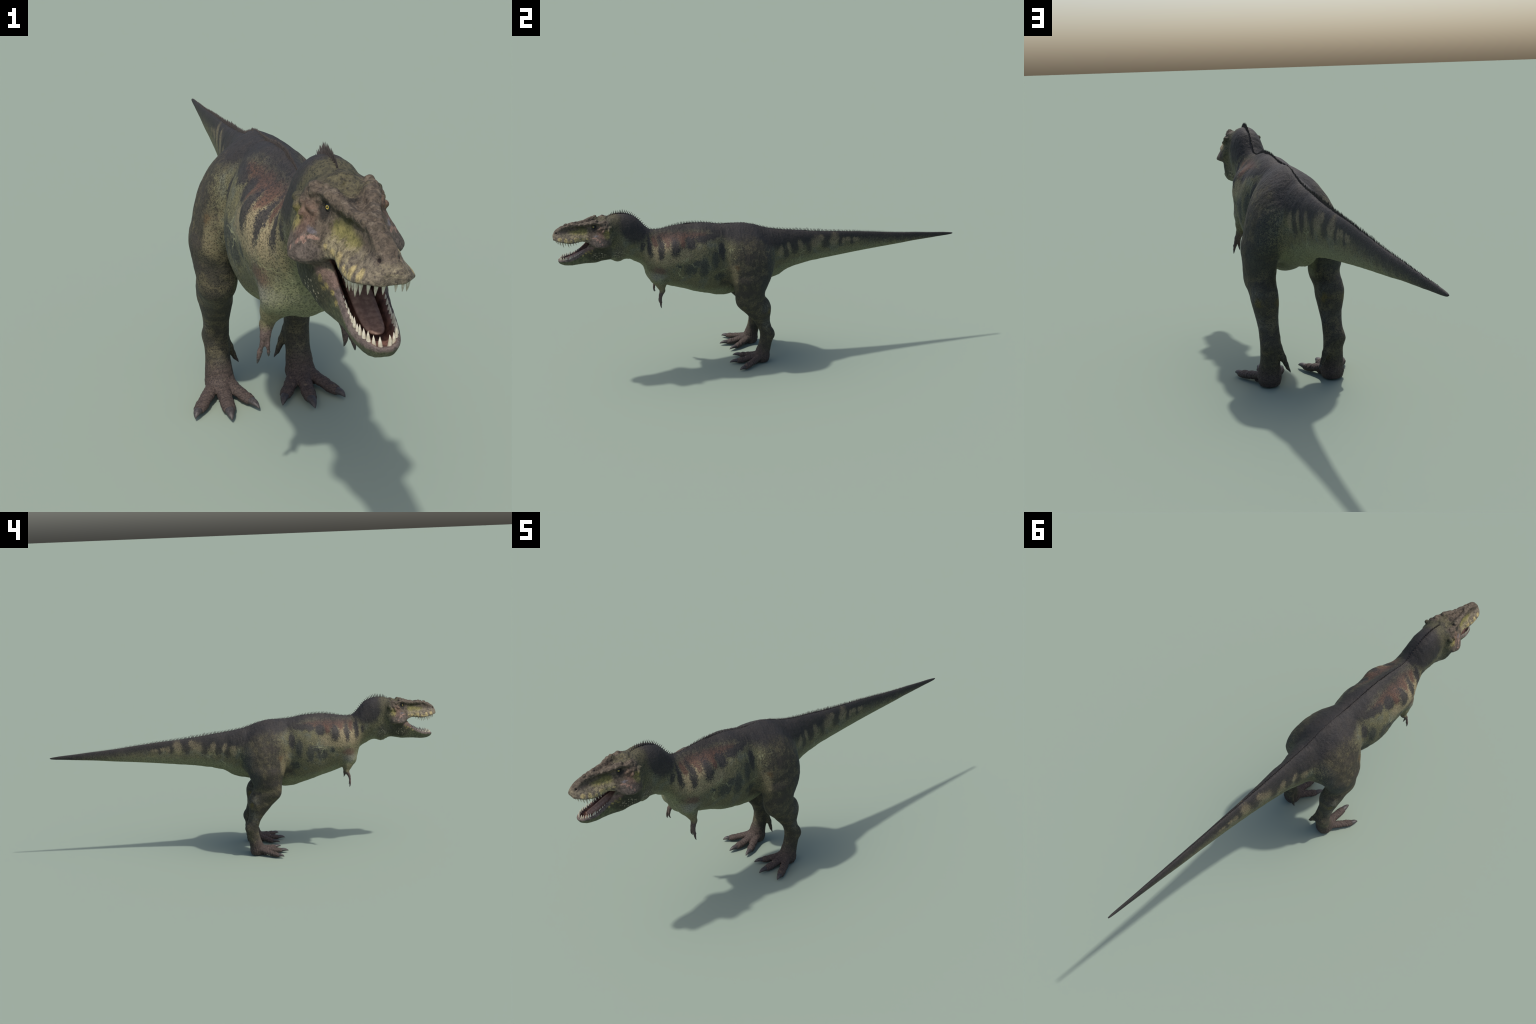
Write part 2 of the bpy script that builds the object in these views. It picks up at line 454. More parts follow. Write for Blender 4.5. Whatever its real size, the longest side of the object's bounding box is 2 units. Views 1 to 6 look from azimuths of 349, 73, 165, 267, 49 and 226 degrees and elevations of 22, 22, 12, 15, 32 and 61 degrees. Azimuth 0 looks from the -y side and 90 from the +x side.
# keep only the largest connected surface: label by repeated minimum
lab = np.arange(len(verts))
while True:
    m = lab[quads].min(1); new = lab.copy()
    for i in range(4): np.minimum.at(new, quads[:, i], m)
    new = new[new]
    if (new == lab).all(): break
    lab = new
keep = lab == np.bincount(lab).argmax()
if not keep.all():
    remap = np.cumsum(keep) - 1
    quads = remap[quads[keep[quads[:, 0]]]]; verts = verts[keep]

verts = relax(relax(verts, quads, .55), quads, -.50)
verts = relax(verts, quads, .3)
nrm = vertex_normals(verts, quads)
mirror_pts = verts * (1, 1, 1); mirror_pts[:, 0] = np.abs(mirror_pts[:, 0]) + .37 * (verts[:, 0] < 0)

# relief: knobbly skull, wrinkled toes and limbs, faint hide
yv, zv, xv = verts[:, 1], verts[:, 2], np.abs(verts[:, 0])
sm = lambda a, b, t: np.clip((t - a) / (b - a), 0, 1) ** 2 * (3 - 2 * np.clip((t - a) / (b - a), 0, 1))
headm = 1 - sm(-.765, -.735, yv)
topm = headm * sm(.725, .742, zv)
in_mouth = (yv < -.77) & (xv < .036) & (zv > .565) & (zv < .692) & (headm > 0)
rel = topm * (.0015 * vnoise(mirror_pts, 120, 1) + .0008 * vnoise(mirror_pts, 240, 2))
rel += headm * (1 - topm) * np.where(in_mouth, 0, 1) * (.0005 * vnoise(mirror_pts, 180, 3))
footm = 1 - sm(.05, .09, zv)
rel += footm * (.0007 * vnoise(mirror_pts, 130, 4) + .00045 * np.sin(yv * 620 + vnoise(mirror_pts, 40, 5) * 3))
limbm = (1 - sm(.36, .44, zv)) * (1 - footm) * (yv > -.3)
rel += limbm * .0006 * vnoise(mirror_pts * (1, 1, 1.4), 60, 6)
bodym = (1 - headm) * (zv > .36)
rel += bodym * (.0014 * vnoise(mirror_pts * (1, 1.6, .7), 22, 7) + .0007 * vnoise(mirror_pts * (1, 2.2, .8), 60, 8) + .0004 * vnoise(mirror_pts, 140, 9)) * (1 - sm(.1, .5, yv) * .8)
neckm = sm(-.57, -.62, yv) * (1 - headm) * sm(.70, .64, zv)
rel += neckm * .0006 * np.sin((yv * .9 - zv * .5) * 330 + 7 * vnoise(mirror_pts, 16, 10)) * (.5 + .5 * vnoise(mirror_pts, 12, 11))
verts = verts + nrm * rel[:, None]
verts[:, 2] = np.maximum(verts[:, 2], .0002)
nrm = vertex_normals(verts, quads)

# ------------------------------------------------------------------ scene objects
root = bpy.data.objects.new("theropod_dinosaur", None)
root.empty_display_size = .2
bpy.context.scene.collection.objects.link(root)
root["label"] = "dark mottled predatory dinosaur with open toothy jaws and spined back"
root["category"] = "dinosaur"


def link(o, parent):
    bpy.context.scene.collection.objects.link(o); o.parent = parent
    return o


def mesh_object(name, v, faces, mat, parent, normals=None, smooth=True):
    me = bpy.data.meshes.new(name)
    v = np.asarray(v, float); faces = np.asarray(faces)
    n = faces.shape[1]
    me.vertices.add(len(v)); me.vertices.foreach_set("co", v.astype(f32).ravel())
    me.loops.add(faces.size); me.loops.foreach_set("vertex_index", faces.astype(np.int32).ravel())
    me.polygons.add(len(faces)); me.polygons.foreach_set("loop_start", (np.arange(len(faces)) * n).astype(np.int32))
    me.update(calc_edges=True); me.validate()
    me.polygons.foreach_set("use_smooth", np.full(len(me.polygons), smooth))
    me.materials.append(mat)
    if normals is not None:
        me.normals_split_custom_set_from_vertices(np.asarray(normals, float).tolist())
    return link(bpy.data.objects.new(name, me), parent)

# ------------------------------------------------------------------ materials
class Nodes:
    """Small helper that strings shader nodes together."""
    def __init__(self, name):
        self.m = bpy.data.materials.new(name); self.m.use_nodes = True
        self.t = self.m.node_tree; self.b = self.t.nodes["Principled BSDF"]; self.ragged = None

    def put(self, sock, v):
        if isinstance(v, bpy.types.NodeSocket): self.t.links.new(v, sock)
        elif isinstance(v, (int, float)): sock.default_value = v
        else: sock.default_value = (*v, 1) if sock.type == 'RGBA' else v

    def node(self, kind, **kw):
        n = self.t.nodes.new(kind)
        for k, v in kw.items(): setattr(n, k, v)
        return n

    def math(self, op, a, b=0.0, clamp=False):
        n = self.node("ShaderNodeMath", operation=op, use_clamp=clamp)
        self.put(n.inputs[0], a); self.put(n.inputs[1], b); return n.outputs[0]

    def vec(self, op, a, b=(0, 0, 0)):
        n = self.node("ShaderNodeVectorMath", operation=op); self.put(n.inputs[0], a)
        if op == 'SCALE': self.put(n.inputs['Scale'], b)
        else: self.put(n.inputs[1], b)
        return n.outputs['Value'] if op in ('LENGTH', 'DOT_PRODUCT') else n.outputs[0]

    def step(self, v, a, b, lo=0.0, hi=1.0):
        n = self.node("ShaderNodeMapRange", interpolation_type='SMOOTHSTEP')
        for s, x in zip(n.inputs[:5], (v, a, b, lo, hi)): self.put(s, x)
        return n.outputs[0]

    def mix(self, f, a, b, mode='MIX'):
        n = self.node("ShaderNodeMix", data_type='RGBA', blend_type=mode)
        self.put(n.inputs[0], f); self.put(n.inputs[6], a); self.put(n.inputs[7], b); return n.outputs[2]

    def noise(self, vec, scale, detail=2.0, rough=.5, colour=False):
        n = self.node("ShaderNodeTexNoise"); self.put(n.inputs['Vector'], vec)
        n.inputs['Scale'].default_value = scale; n.inputs['Detail'].default_value = detail; n.inputs['Roughness'].default_value = rough
        return n.outputs['Color' if colour else 'Fac']

    def voronoi(self, vec, scale, feature='F1', out='Distance', rand=1.0):
        n = self.node("ShaderNodeTexVoronoi", feature=feature); self.put(n.inputs['Vector'], vec)
        n.inputs['Scale'].default_value = scale; n.inputs['Randomness'].default_value = rand
        return n.outputs[out]

    def curve(self, v, pts, x0, x1, y0, y1):
        """A drawn curve y(x): pts are (x, y) pairs."""
        u = self.math('DIVIDE', self.math('SUBTRACT', v, x0), x1 - x0)
        n = self.node("ShaderNodeFloatCurve"); c = n.mapping.curves[0]
        q = [((a - x0) / (x1 - x0), (b - y0) / (y1 - y0)) for a, b in pts]
        while len(c.points) < len(q): c.points.new(.5, .5)
        for p, (a, b) in zip(c.points, sorted(q)): p.location = (a, b)
        n.mapping.update()
        self.put(n.inputs['Value'], u)
        return self.math('ADD', self.math('MULTIPLY', n.outputs[0], y1 - y0), y0)

    def blob(self, vec, cy, cz, ry, rz, soft=.35, tilt=0.0):
        """Soft patch seen from the side, the same on both flanks."""
        n = self.node("ShaderNodeMapping", vector_type='TEXTURE'); self.put(n.inputs['Vector'], vec)
        n.inputs['Location'].default_value = (0, cy, cz); n.inputs['Rotation'].default_value = (tilt, 0, 0)
        n.inputs['Scale'].default_value = (1000, ry, rz)
        r = self.vec('LENGTH', n.outputs[0])
        if self.ragged is not None: r = self.math('ADD', r, self.ragged)
        return self.step(r, 1 + soft, 1 - soft)

    def any(self, *ms):
        r = ms[0]
        for m in ms[1:]: r = self.math('MAXIMUM', r, m)
        return r

    def finish(self, colour, rough=.6, spec=.35, height=None, strength=.3, dist=.001):
        self.put(self.b.inputs['Base Color'], colour); self.put(self.b.inputs['Roughness'], rough)
        self.b.inputs['Specular IOR Level'].default_value = spec
        if height is not None:
            n = self.node("ShaderNodeBump"); n.inputs['Strength'].default_value = strength; n.inputs['Distance'].default_value = dist
            self.put(n.inputs['Height'], height); self.put(self.b.inputs['Normal'], n.outputs[0])
        return self.m


class Pair:
    """A colour of the hide: its dark grain and its light grain."""
    def __init__(self, dark, light): self.dark, self.light = dark, light


def hide_material(name, face):
    """Skin of the trunk and limbs, or (face) of the head; both agree where they meet at the nape."""
    N = Nodes(name)

    def over(f, a, b):  # layer b over a, for the dark and the light grain alike
        a = a if isinstance(a, Pair) else Pair(a, a); b = b if isinstance(b, Pair) else Pair(b, b)
        return Pair(N.mix(f, a.dark, b.dark), N.mix(f, a.light, b.light))
    P = N.node("ShaderNodeTexCoord").outputs['Object']
    sep = N.node("ShaderNodeSeparateXYZ"); N.put(sep.inputs[0], P)
    x = N.math('ABSOLUTE', sep.outputs[0]); y = sep.outputs[1]; z = sep.outputs[2]
    # ragged coordinates for patch edges
    def wobble(scale):
        a = N.math('SUBTRACT', N.noise(P, scale, 2, .55), .5)
        b = N.math('SUBTRACT', N.noise(N.vec('ADD', P, (5.3, 2.9, 7.1)), scale, 2, .55), .5)
        c = N.node("ShaderNodeCombineXYZ"); N.put(c.inputs[1], a); N.put(c.inputs[2], b)
        return c.outputs[0]
    n1 = wobble(32); n2 = wobble(190)
    W = N.vec('ADD', P, N.vec('ADD', N.vec('SCALE', n1, .022), N.vec('SCALE', n2, .017)))
    sw = N.node("ShaderNodeSeparateXYZ"); N.put(sw.inputs[0], W); yw, zw = sw.outputs[1], sw.outputs[2]
    Wh = N.vec('ADD', P, N.vec('ADD', N.vec('SCALE', n1, .006), N.vec('SCALE', n2, .006)))  # head: finer
    sh = N.node("ShaderNodeSeparateXYZ"); N.put(sh.inputs[0], Wh); yh, zh = sh.outputs[1], sh.outputs[2]
    # grain
    cell = N.voronoi(P, 230)
    web = N.voronoi(P, 120, 'DISTANCE_TO_EDGE')
    fine = N.noise(P, 420, 3, .65)
    mid = N.noise(P, 120, 3, .6)
    big = N.noise(P, 22, 3, .55)
    big2 = N.noise(N.vec('ADD', P, (3.1, 1.7, .4)), 34, 3, .55)
    N.ragged = N.math('MULTIPLY', N.math('SUBTRACT', N.math('ADD', N.math('MULTIPLY', fine, .55), N.math('MULTIPLY', mid, .45)), .5), 2.2)
    speck = N.step(N.math('ADD', N.math('MULTIPLY', fine, .55), N.math('MULTIPLY', mid, .45)), .42, .60)
    mott = N.step(N.math('SUBTRACT', N.math('ADD', N.math('MULTIPLY', cell, .95), N.math('MULTIPLY', fine, .75)), N.math('MULTIPLY', mid, .25)), .46, .80)

    grain = N.math('ADD', N.math('MULTIPLY', mott, .62), N.math('MULTIPLY', speck, .38))
    if face: grain = N.math('ADD', N.math('MULTIPLY', grain, .4), N.math('MULTIPLY', N.step(N.noise(P, 105, 4, .6), .38, .62), .6))
    # --- trunk: olive flank, reticulated
    col = Pair( (.0480, .0464, .0304), (.1480, .1376, .0776))
    col = over(N.math('MULTIPLY', N.step(big, .45, .70), .45), col, Pair( (.0437, .0515, .0468), (.1287, .1466, .1287)))
    col = over(N.math('MULTIPLY', N.step(big2, .50, .72), .55), col, Pair( (.0640, .0592, .0320), (.2000, .1808, .0920)))
    # green underside
    belly = N.curve(y, [(-.80, .575), (-.70, .585), (-.62, .562), (-.57, .500), (-.50, .455), (-.40, .425), (-.30, .395), (-.20, .390), (-.10, .410), (0, .440), (.10, .480), (.20, .500), (.35, .512), (.50, .520), (.70, .521), (.85, .52)], -1, 1, .3, .8)
    under = N.step(N.math('SUBTRACT', zw, belly), .022, -.020)
    col = over(N.math('MULTIPLY', under, .85), col, Pair( (.0820, .0869, .0508), (.2091, .2165, .1214)))
    if not face:
        # pale warm ground of the shoulder between the bars
        col = over(N.math('MULTIPLY', N.any(N.blob(W, -.515, .600, .085, .060), N.blob(W, -.45, .590, .06, .035)), .85), col, Pair( (.0892, .0731, .0476), (.3315, .2720, .1615)))
        # rust saddle
        rust = N.any(N.blob(W, -.44, .664, .125, .018, .5), N.blob(W, -.426, .645, .014, .028), N.blob(W, -.497, .655, .014, .025), N.blob(W, -.552, .650, .012, .025), N.blob(W, -.35, .668, .05, .012, .5))
        col = over(N.math('MULTIPLY', rust, .9), col, Pair( (.036, .027, .024), (.112, .057, .042)))
        # dark bars and blotches
        bars = N.any(N.blob(W, -.527, .618, .015, .050, .3, -.05), N.blob(W, -.462, .622, .023, .038, .3), N.blob(W, -.388, .638, .026, .026, .3), N.blob(W, -.577, .627, .011, .050, .3),
                     N.blob(W, -.610, .630, .010, .022), N.blob(W, -.300, .655, .065, .014), N.blob(W, -.335, .648, .03, .016), N.blob(W, -.243, .590, .016, .045))
        col = over(N.math('MULTIPLY', bars, .93), col, Pair( (.018, .018, .020), (.042, .039, .039)))
        blot = N.any(N.blob(W, -.277, .553, .018, .046), N.blob(W, -.335, .525, .022, .046), N.blob(W, -.395, .516, .030, .028), N.blob(W, -.449, .535, .012, .010), N.blob(W, -.257, .462, .028, .020), N.blob(W, -.365, .545, .02, .015))
        col = over(N.math('MULTIPLY', blot, .9), col, Pair((.018, .020, .020), (.060, .062, .052)))
        # shoulder: brown over grey
        col = over(N.math('MULTIPLY', N.blob(W, -.540, .486, .036, .020, .6), .55), col, Pair( (.085, .088, .078), (.25, .24, .205)))
        col = over(N.math('MULTIPLY', N.blob(W, -.534, .517, .028, .017, .5), .85), col, Pair( (.055, .040, .032), (.12, .075, .055)))
        # pale veins
        vein = N.math('MULTIPLY', N.step(N.voronoi(N.vec('ADD', P, N.vec('SCALE', n1, .06)), 11, 'DISTANCE_TO_EDGE'), .022, .006), N.math('MULTIPLY', N.step(zw, .64, .60), N.step(N.noise(P, 9, 1), .45, .60)))
        trunk_side = N.math('MULTIPLY', N.step(z, .44, .48), N.step(x, .02, .03))
        col = over(N.math('MULTIPLY', N.math('MULTIPLY', vein, trunk_side), .55), col, (.30, .30, .17))

        # --- tail: cream flashes below the dark back
        cream = N.any(N.blob(W, .340, .570, .022, .030, .4, -.3), N.blob(W, .242, .570, .030, .024, .5, .5), N.blob(W, .268, .586, .016, .016), N.blob(W, .159, .566, .013, .022, .4, .3), N.blob(W, .100, .562, .011, .022, .4, .3),
                      N.blob(W, .055, .545, .013, .028), N.blob(W, .457, .559, .018, .010), N.blob(W, .414, .564, .014, .012), N.blob(W, .388, .560, .010, .014))
        tail_dark = N.any(N.blob(W, .296, .560, .022, .030), N.blob(W, .205, .555, .018, .034), N.blob(W, .130, .550, .016, .032), N.blob(W, .085, .535, .015, .030), N.blob(W, .375, .558, .014, .022), N.blob(W, .435, .550, .012, .014))
        col = over(N.math('MULTIPLY', tail_dark, .8), col, Pair( (.018, .018, .018), (.045, .040, .034)))

    # --- dark back
    back = N.curve(y, [(-.80, .735), (-.745, .725), (-.70, .695), (-.66, .655), (-.62, .650), (-.595, .668), (-.57, .676), (-.50, .671), (-.42, .673), (-.33, .676), (-.27, .652), (-.20, .630), (-.12, .600), (-.03, .575), (.06, .556), (.16, .556), (.27, .568), (.35, .567), (.43, .558), (.53, .550), (.70, .537), (.85, .528), (1.0, .50)], -1, 1, .4, .8)
    dorsal = N.step(N.math('ADD', N.math('SUBTRACT', zw, back), N.math('MULTIPLY', N.ragged, -.026)), -.026, .024)
    backcol = over(N.step(big, .35, .7), Pair( (.020, .0195, .0195), (.036, .034, .034)), Pair( (.022, .0205, .0195), (.046, .041, .038)))
    col = over(dorsal, col, backcol)

    if not face:
        col = over(N.math('MULTIPLY', cream, .52), col, Pair( (.075, .064, .042), (.31, .255, .155)))
    # --- limbs
        thigh = N.math('MULTIPLY', N.blob(W, -.100, .490, .118, .150, .22), N.step(x, .055, .085))
        knee = N.math('MULTIPLY', N.blob(W, -.105, .400, .090, .080, .22), N.step(x, .058, .070))
        shin = N.math('MAXIMUM', knee, N.math('MULTIPLY', N.step(z, .345, .322), N.step(y, -.34, -.28)))
        low = N.math('MULTIPLY', N.math('MULTIPLY', N.step(zw, .47, .43), N.step(x, .066, .078)), N.step(yw, -.27, -.235))
        limb = N.math('MAXIMUM', N.math('MAXIMUM', thigh, low), shin)
        lcol = over(N.step(big2, .42, .66), Pair((.022, .021, .018), (.058, .052, .038)), Pair((.026, .024, .019), (.112, .097, .058)))
        lcol = over(N.math('MULTIPLY', N.any(N.blob(W, -.193, .470, .014, .045, .5), N.blob(W, -.222, .530, .016, .030, .5)), .8), lcol, Pair( (.07, .060, .036), (.22, .185, .105)))
        lcol = over(N.math('MULTIPLY', N.any(N.blob(W, -.005, .500, .030, .095, .5), N.blob(W, -.045, .410, .030, .050, .6)), .8), lcol, Pair( (.020, .023, .026), (.050, .052, .046)))
        lcol = over(N.math('MULTIPLY', N.any(N.blob(W, -.150, .450, .030, .016, .6), N.blob(W, -.13, .56, .035, .02, .6), N.blob(W, -.12, .395, .05, .02, .6)), .65), lcol, (.042, .036, .032))
        lcol = over(N.math('MULTIPLY', N.blob(W, -.180, .512, .010, .012, .6), .4), lcol, Pair((.06, .04, .02), (.20, .12, .045)))
        lcol = over(N.math('MULTIPLY', N.any(N.blob(W, -.040, .300, .024, .022, .7), N.blob(W, -.035, .210, .022, .03, .7), N.blob(W, -.085, .11, .02, .05, .8)), N.math('MULTIPLY', speck, .45)), lcol, (.145, .150, .145))
        lcol = over(N.math('MULTIPLY', N.blob(W, -.024, .276, .010, .014, .6), .5), lcol, Pair((.06, .05, .02), (.17, .13, .03)))
        lcol = over(N.math('MULTIPLY', N.blob(W, -.110, .335, .035, .018, .7), N.math('MULTIPLY', speck, .3)), lcol, (.17, .145, .08))
        col = over(limb, col, lcol)
        # feet: brown, with cross scutes up the front of the shank
        feet = N.math('MULTIPLY', N.step(N.math('ADD', zw, N.math('MULTIPLY', y, .35)), .085, .030), N.step(y, -.34, -.28))
        scute = N.node("ShaderNodeTexWave", wave_type='BANDS', bands_direction='Z', wave_profile='SIN'); N.put(scute.inputs['Vector'], P)
        scute.inputs['Scale'].default_value = 26; scute.inputs['Distortion'].default_value = 2.5; scute.inputs['Detail'].default_value = 2; scute.inputs['Detail Scale'].default_value = 3
        fcol = Pair((.030, .024, .022), (.080, .060, .051))
        fcol = over(N.math('MULTIPLY', N.step(mid, .60, .72), .5), fcol, (.16, .13, .085))
        col = over(feet, col, fcol)
        shank_front = N.math('MULTIPLY', N.math('MULTIPLY', N.step(z, .27, .24), N.step(z, .015, .05)), N.math('MULTIPLY', N.step(y, -.040, -.052), N.step(y, -.34, -.28)))
        col = over(N.math('MULTIPLY', N.math('MULTIPLY', shank_front, N.step(N.math('ADD', scute.outputs['Fac'], N.math('MULTIPLY', N.ragged, .8)), .55, .2)), .28), col, (.026, .024, .020))
        # arms: olive above, brown hand
        armz = N.math('MULTIPLY', N.step(yw, -.48, -.50), N.step(zw, .462, .440))
        armx = N.step(x, .046, .054)
        acol = over(N.step(zw, .400, .425), Pair( (.048, .037, .033), (.105, .078, .068)), Pair( (.085, .078, .045), (.18, .165, .090)))
        col = over(N.math('MULTIPLY', armz, armx), col, acol)

    if face:
        # --- head
        hm = N.step(N.math('ADD', yh, N.math('MAXIMUM', N.math('MULTIPLY', N.math('SUBTRACT', z, .67), .10), 0.0)), -.742, -.757)
        hcol = Pair( (.0378, .0306, .0234), (.1152, .0909, .0657))
        hcol = over(N.math('MULTIPLY', N.step(N.noise(P, 75, 2), .52, .68), .45), hcol, Pair((.075, .062, .046), (.19, .158, .120)))
        crown = N.math('MULTIPLY', N.step(x, .040, .022), N.math('MULTIPLY', N.step(yh, -.830, -.800), N.step(z, .735, .748)))
        hcol = over(N.math('MULTIPLY', crown, .85), hcol, Pair((.028, .027, .021), (.098, .090, .048)))
        # muzzle: pale lip, green hollow, yellow flecks
        muzz = N.math('MULTIPLY', N.step(yh, -.835, -.862), N.step(zh, .716, .704))
        hcol = over(N.math('MULTIPLY', muzz, .8), hcol, Pair( (.0774, .0645, .0464), (.3096, .2666, .1591)))
        hollow = N.math('MULTIPLY', N.any(N.blob(Wh, -.890, .722, .040, .016, .4, .05), N.blob(Wh, -.868, .722, .022, .018, .4)), N.step(x, .014, .022))
        hcol = over(N.math('MULTIPLY', hollow, .85), hcol, over(N.step(zh, .735, .712), (.038, .040, .018), Pair( (.105, .100, .035), (.24, .215, .075))))
        grey = N.any(N.blob(Wh, -.975, .700, .03, .016, .5), N.blob(Wh, -.933, .695, .010, .018, .5, .3), N.blob(Wh, -.915, .681, .007, .010, .5), N.blob(Wh, -.958, .680, .007, .010), N.blob(Wh, -.99, .69, .014, .014))
        hcol = over(N.math('MULTIPLY', grey, .5), hcol, Pair( (.0630, .0522, .0477), (.1485, .1224, .1080)))
        yel = N.any(N.blob(Wh, -.945, .684, .0075, .0095), N.blob(Wh, -.970, .690, .0075, .007), N.blob(Wh, -.921, .679, .005, .006), N.blob(Wh, -.898, .688, .010, .007), N.blob(Wh, -.870, .684, .007, .005), N.blob(Wh, -.852, .688, .004, .004), N.blob(Wh, -.932, .677, .004, .005), N.blob(Wh, -.905, .680, .004, .005), N.blob(Wh, -.884, .680, .004, .004))
        hcol = over(N.math('MULTIPLY', yel, .75), hcol, Pair( (.20, .16, .075), (.52, .42, .19)))
        lip = N.math('MULTIPLY', N.step(N.math('ADD', zh, N.math('MULTIPLY', N.step(yh, -.95, -.985), -.006)), .6755, .6725), N.math('MULTIPLY', N.step(yh, -.855, -.87), N.step(z, .655, .66)))
        hcol = over(N.math('MULTIPLY', lip, .75), hcol, (.080, .062, .056))
        # face behind the muzzle
        cheek = N.any(N.blob(Wh, -.815, .672, .040, .018, .45, .2), N.blob(Wh, -.80, .684, .030, .02, .5))
        hcol = over(N.math('MULTIPLY', cheek, .75), hcol, Pair( (.0450, .0378, .0333), (.1305, .1062, .0918)))
        redface = N.blob(Wh, -.790, .712, .018, .026, .5)
        hcol = over(N.math('MULTIPLY', redface, .55), hcol, Pair( (.085, .050, .038), (.19, .11, .080)))
        hcol = over(N.math('MULTIPLY', N.blob(Wh, -.763, .708, .018, .018, .5), .65), hcol, Pair( (.085, .078, .030), (.33, .29, .090)))
        pinks = N.any(N.blob(Wh, -.800, .681, .0035, .0045), N.blob(Wh, -.807, .688, .0045, .004), N.blob(Wh, -.812, .685, .003, .003), N.blob(Wh, -.815, .693, .0035, .003), N.blob(Wh, -.790, .668, .004, .004), N.blob(Wh, -.824, .693, .008, .0025))
        hcol = over(N.math('MULTIPLY', pinks, .38), hcol, Pair((.22, .12, .095), (.60, .36, .27)))
        hcol = over(N.math('MULTIPLY', N.blob(Wh, -.813, .701, .010, .0032, .4, .15), .38), hcol, Pair((.085, .085, .105), (.19, .19, .24)))
        # lower jaw
        jawm = N.step(N.math('ADD', zh, N.math('MULTIPLY', N.math('ADD', y, .80), -.02)), .652, .645)
        jcol = Pair( (.030, .030, .021), (.082, .078, .045))
        jcol = over(N.math('MULTIPLY', N.step(zh, .590, .570), .8), jcol, Pair( (.060, .064, .040), (.140, .145, .085)))
        jcol = over(N.math('MULTIPLY', N.any(N.blob(Wh, -.915, .585, .03, .012, .5), N.blob(Wh, -.87, .59, .02, .015, .5)), .6), jcol, Pair( (.060, .068, .036), (.15, .155, .08)))
        rimline = N.curve(y, [(-1, .580), (-.967, .582), (-.945, .5845), (-.925, .5885), (-.90, .600), (-.875, .616), (-.858, .631), (-.846, .646), (-.80, .68), (-.75, .70)], -1, -.5, .5, .75)
        rim = N.step(N.math('SUBTRACT', zh, rimline), -.0075, -.0035)
        jcol = over(N.math('MULTIPLY', rim, .85), jcol, Pair( (.078, .060, .056), (.170, .132, .122)))
        memb = N.any(N.blob(Wh, -.838, .644, .020, .013, .4, .5), N.blob(Wh, -.855, .632, .014, .010, .5))
        jcol = over(N.math('MULTIPLY', memb, .85), jcol, Pair( (.120, .080, .066), (.205, .138, .114)))
        jyel = N.any(N.blob(Wh, -.834, .632, .004, .006), N.blob(Wh, -.848, .625, .005, .005), N.blob(Wh, -.861, .618, .0045, .0045), N.blob(Wh, -.874, .606, .004, .005), N.blob(Wh, -.84, .618, .006, .004))
        jcol = over(N.math('MULTIPLY', jyel, .8), jcol, Pair((.12, .10, .045), (.36, .29, .105)))
        jcol2 = over(N.math('MULTIPLY', N.blob(Wh, -.806, .612, .045, .030, .5), .7), jcol, (.026, .027, .018))
        hcol = over(jawm, hcol, jcol2)
        hcol = over(N.math('MULTIPLY', N.blob(Wh, -.742, .655, .022, .05, .5), .6), hcol, (.050, .048, .040))
        # dark orbit and nostril
        orbit = N.math('MULTIPLY', N.any(N.blob(Wh, -.819, .737, .013, .010, .4), N.blob(Wh, -.812, .726, .016, .014, .6)), N.step(x, .049, .044))
        hcol = over(N.math('MULTIPLY', orbit, .88), hcol, (.018, .017, .015))
        ax = N.node("ShaderNodeCombineXYZ"); N.put(ax.inputs[0], x); N.put(ax.inputs[1], y); N.put(ax.inputs[2], z)
        nost = N.step(N.vec('LENGTH', N.vec('SUBTRACT', ax.outputs[0], (.0120, -.9800, .7120))), .0046, .0028)
        hcol = over(nost, hcol, (.020, .014, .014))
        col = over(hm, col, hcol)
    hm = hm if face else 0.0
    # pearly throat scales
    pearl = N.step(N.voronoi(P, 125, rand=.75), .36, .25)
    pz = N.any(N.blob(P, -.805, .608, .030, .018, .25), N.blob(P, -.716, .600, .024, .020, .35))
    # nape: green-flecked fringe behind the head, grey throat pouch
    nape = N.blob(W, -.732, .735, .030, .085, .5)
    col = over(N.math('MULTIPLY', N.math('MULTIPLY', nape, N.math('SUBTRACT', 1.0, hm)), .8), col, Pair( (.028, .029, .020), (.100, .091, .050)))
    col = over(N.math('MULTIPLY', N.math('MULTIPLY', N.blob(W, -.712, .605, .026, .045, .5), N.math('SUBTRACT', 1.0, hm)), .75), col, Pair( (.038, .036, .028), (.095, .085, .065)))
    col = over(N.math('MULTIPLY', N.math('MULTIPLY', pearl, pz), .8), col, (.33, .29, .20))
    col = N.mix(grain, col.dark, col.light)
    # skin grain
    h = N.math('ADD', N.math('MULTIPLY', cell, .8), N.math('ADD', N.math('MULTIPLY', fine, .5), N.math('MULTIPLY', N.step(web, 0, .12), .5)))
    return N.finish(col, .68, .20, h, .36, .0013)


def flesh(name, dark, light, scale, rough, spec=.4):
    N = Nodes(name); P = N.node("ShaderNodeTexCoord").outputs['Object']
    f = N.noise(P, scale, 4, .6)
    return N, N.mix(N.step(f, .35, .68), dark, light), f, P, rough, spec


